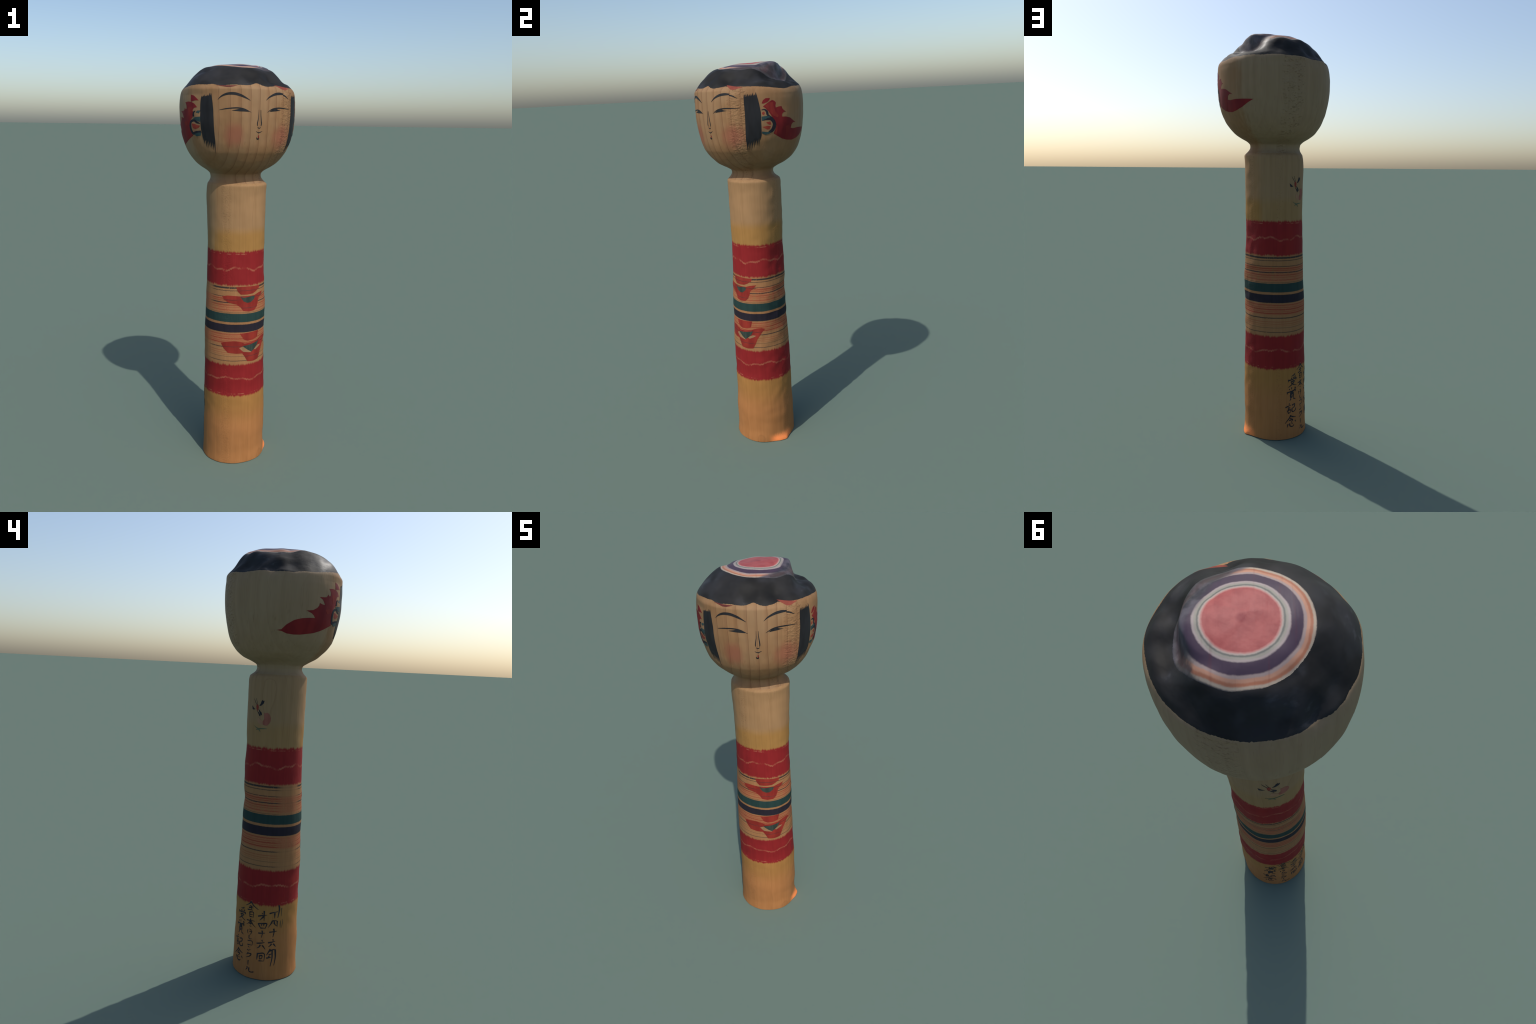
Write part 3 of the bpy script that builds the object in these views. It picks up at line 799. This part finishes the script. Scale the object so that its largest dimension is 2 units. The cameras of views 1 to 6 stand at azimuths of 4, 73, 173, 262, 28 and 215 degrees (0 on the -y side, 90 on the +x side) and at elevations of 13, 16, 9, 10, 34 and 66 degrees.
patch('fruit', [(-122, 1.276), (-119, 1.274), (-117, 1.277), (-114.5, 1.276), (-111, 1.268), (-109, 1.255), (-109.3, 1.240), (-112, 1.227), (-116, 1.219), (-120, 1.219), (-124, 1.222), (-124.5, 1.236), (-121.5, 1.250), (-122, 1.264)], MAT['rose'], body, 0.0006)
patch('fruit', [(-124.4, 1.222), (-129, 1.221), (-134, 1.226), (-137, 1.240), (-134, 1.254), (-130, 1.244), (-126.5, 1.240), (-124.6, 1.236)], MAT['blush'], body, 0.0006)
patch('leaf_sprig', [brush([(-144, 1.213, .001), (-139, 1.206, .003), (-133, 1.200, .006), (-129, 1.188, .0012)], 12),
                     brush([(-140, 1.194, .001), (-134, 1.200, .005), (-128, 1.203, .004), (-122, 1.204, .004), (-116, 1.205, .002)], 14)], MAT['leaf'], body, 0.0009)

# --- brush calligraphy on the foot; strokes in a 100 x 100 box, x right, y down
GLYPH = {
    'receive': [[(80, 2), (60, 12), (40, 16)], [(12, 38), (10, 58)], [(40, 28), (46, 38)], [(58, 24), (64, 34)], [(84, 18), (74, 34)],
                [(12, 46), (50, 42), (92, 36), (88, 50)], [(32, 60), (62, 54), (70, 58), (48, 78), (10, 98)], [(38, 66), (62, 82), (96, 92)]],
    'prize': [[(50, 2), (52, 18)], [(26, 10), (34, 20)], [(84, 4), (92, 14), (70, 26)], [(8, 32), (6, 48)], [(8, 36), (50, 30), (92, 26), (86, 38)],
              [(38, 40), (64, 38), (64, 48), (40, 50), (38, 40)], [(36, 56), (38, 84)], [(36, 56), (68, 52), (70, 82)], [(40, 66), (66, 63)], [(40, 75), (66, 72)],
              [(44, 84), (28, 98)], [(68, 84), (92, 94)]],
    'record': [[(34, 2), (42, 12)], [(2, 36), (26, 26), (52, 20)], [(24, 42), (46, 38)], [(24, 54), (46, 50)], [(22, 66), (26, 94)], [(22, 68), (48, 62), (46, 88)], [(26, 92), (46, 88)],
               [(62, 24), (90, 16), (86, 42), (64, 52)], [(64, 50), (62, 78), (78, 86), (98, 74), (98, 54)]],
    'thought': [[(52, 2), (40, 24), (4, 62)], [(54, 10), (74, 20), (98, 26)], [(46, 30), (64, 28)], [(38, 44), (68, 40), (52, 62)],
                [(28, 70), (20, 96)], [(40, 66), (44, 88), (66, 94), (78, 82)], [(58, 66), (66, 74)], [(88, 52), (98, 66)]],
    'whole': [[(46, 4), (34, 30), (2, 62)], [(44, 8), (66, 44), (100, 76)], [(34, 56), (62, 50)], [(28, 74), (64, 68)], [(48, 50), (50, 92)], [(18, 98), (60, 92)]],
    'sun': [[(12, 8), (16, 94)], [(12, 10), (88, 4), (88, 92)], [(18, 48), (84, 44)], [(18, 88), (86, 84)]],
    'root': [[(4, 32), (90, 22)], [(46, 2), (48, 80)], [(44, 34), (28, 62), (4, 84)], [(50, 34), (70, 66), (100, 98)], [(34, 66), (66, 62)]],
    'ko': [[(10, 10), (80, 20)], [(10, 88), (50, 98), (95, 86)]],
    'ke': [[(10, 10), (6, 50), (20, 80)], [(40, 34), (96, 26)], [(70, 6), (76, 54), (48, 96)]],
    'shi': [[(20, 4), (16, 64), (44, 94), (94, 70)]],
    'katakana_ko': [[(8, 12), (92, 6), (92, 88)], [(10, 94), (94, 86)]],
    'katakana_n': [[(30, 6), (62, 26)], [(6, 84), (50, 88), (98, 58)]],
    'katakana_ku': [[(38, 6), (26, 30), (6, 48)], [(34, 22), (92, 16), (70, 58), (4, 98)]],
    'long_bar': [[(60, 2), (50, 50), (60, 98)]],
    'katakana_ru': [[(20, 10), (22, 40), (4, 72)], [(44, 18), (50, 84), (96, 78), (94, 66)]],
    'ordinal': [[(4, 60), (50, 48), (96, 40)], [(66, 2), (68, 98)], [(46, 26), (54, 36)], [(62, 54), (44, 76), (24, 96)]],
    'four': [[(4, 18), (20, 60), (32, 84)], [(6, 22), (90, 8), (94, 40), (80, 90)], [(44, 22), (42, 54)], [(66, 18), (66, 50)], [(30, 86), (80, 80)]],
    'ten': [[(4, 42), (96, 32)], [(54, 4), (60, 40), (48, 96)]],
    'six': [[(60, 4), (68, 22)], [(4, 46), (50, 38), (90, 28)], [(46, 56), (34, 78), (10, 96)], [(66, 58), (82, 76), (98, 98)]],
    'times': [[(14, 6), (10, 50), (6, 84)], [(16, 12), (94, 6), (96, 94)], [(38, 34), (40, 70)], [(38, 34), (70, 30), (68, 68)], [(40, 70), (68, 66)], [(30, 94), (92, 92)]],
    'ten_tall': [[(2, 62), (40, 54), (84, 48)], [(52, 58), (54, 98)], [(92, 0), (96, 40), (84, 96)]],
    'era': [[(40, 8), (28, 46), (2, 98)], [(38, 12), (56, 4), (92, 10)], [(24, 40), (46, 34)], [(58, 12), (70, 60), (92, 78)], [(92, 12), (94, 96)], [(56, 40), (66, 54)]],
    'year': [[(38, 2), (20, 20), (2, 36)], [(26, 14), (64, 6), (98, 6)], [(24, 34), (56, 28)], [(26, 40), (30, 50)], [(2, 52), (50, 46)], [(58, 10), (60, 50), (46, 98)], [(90, 8), (94, 50), (84, 94)]],
}
# glyph, azimuth left..right, height top..bottom, slant of the baseline, brush width
TEXT = [
    ('receive', -161, -139, .341, .272, 0, .0046), ('prize', -163, -141, .272, .200, 0, .0044), ('record', -166, -143, .189, .132, 0, .0044), ('thought', -168, -142, .125, .058, 0, .0044),
    ('whole', -140, -114, .386, .338, 0, .0042), ('sun', -132, -122, .332, .303, 0, .0036), ('root', -137, -118, .298, .258, 0, .0036), ('ko', -130, -125, .262, .241, 0, .0026),
    ('ke', -134, -123, .241, .213, 0, .0030), ('shi', -131, -124, .213, .193, 0, .0030), ('katakana_ko', -133, -122, .187, .163, 0, .0032), ('katakana_n', -133, -125, .157, .134, 0, .0030),
    ('katakana_ku', -134, -123, .127, .097, 0, .0034), ('long_bar', -130.5, -128, .086, .060, 0, .0034), ('katakana_ru', -134, -118, .055, .026, 0, .0036),
    ('ordinal', -115, -98, .350, .297, 0, .0044), ('four', -114, -98, .289, .256, 0, .0042), ('ten', -113, -100, .250, .211, 0, .0044), ('six', -115.5, -99, .204, .155, 0, .0044), ('times', -114, -100, .137, .093, 0, .0042),
    ('ten_tall', -95, -77, .377, .312, 0, .0048), ('era', -96, -79, .303, .266, 0, .0042), ('ten', -94, -79, .262, .216, 0, .0048), ('six', -95.5, -81, .209, .168, 0, .0044), ('year', -97, -80, .160, .068, 0, .0048),
]
foot = BODY['foot']
rng = random.Random(11)
for g, a0, a1, zt, zbm, sl, w in TEXT:
    outs = []
    for st in GLYPH[g]:
        pts = []
        n = len(st)
        for i, (px, py) in enumerate(st):
            t = i / (n - 1)
            ww = 1.3 * w * (1.15 - 0.55 * t if n < 4 else 1.05 - 0.25 * t) * rng.uniform(0.9, 1.15)
            if i == n - 1 and n > 1: ww *= 0.6
            pts.append((a0 + (a1 - a0) * px / 100.0, zt + (zbm - zt) * py / 100.0, ww))
        outs.append(brush(pts, 6 + 4 * n))
    patch('written_character', outs, MAT['ink'], foot, 0.0007, 0.003)
# dry-brush trails beside the last column
patch('ink_trail', [brush([(-73.5, .362, .003), (-73, .320, .0016)], 8), brush([(-74, .300, .0012), (-74.5, .285, .003), (-74, .262, .0012)], 8),
                    brush([(-71, .305, .001), (-70.5, .285, .0022), (-71.5, .260, .001)], 8)], MAT['pine'], foot, 0.0006, 0.003)
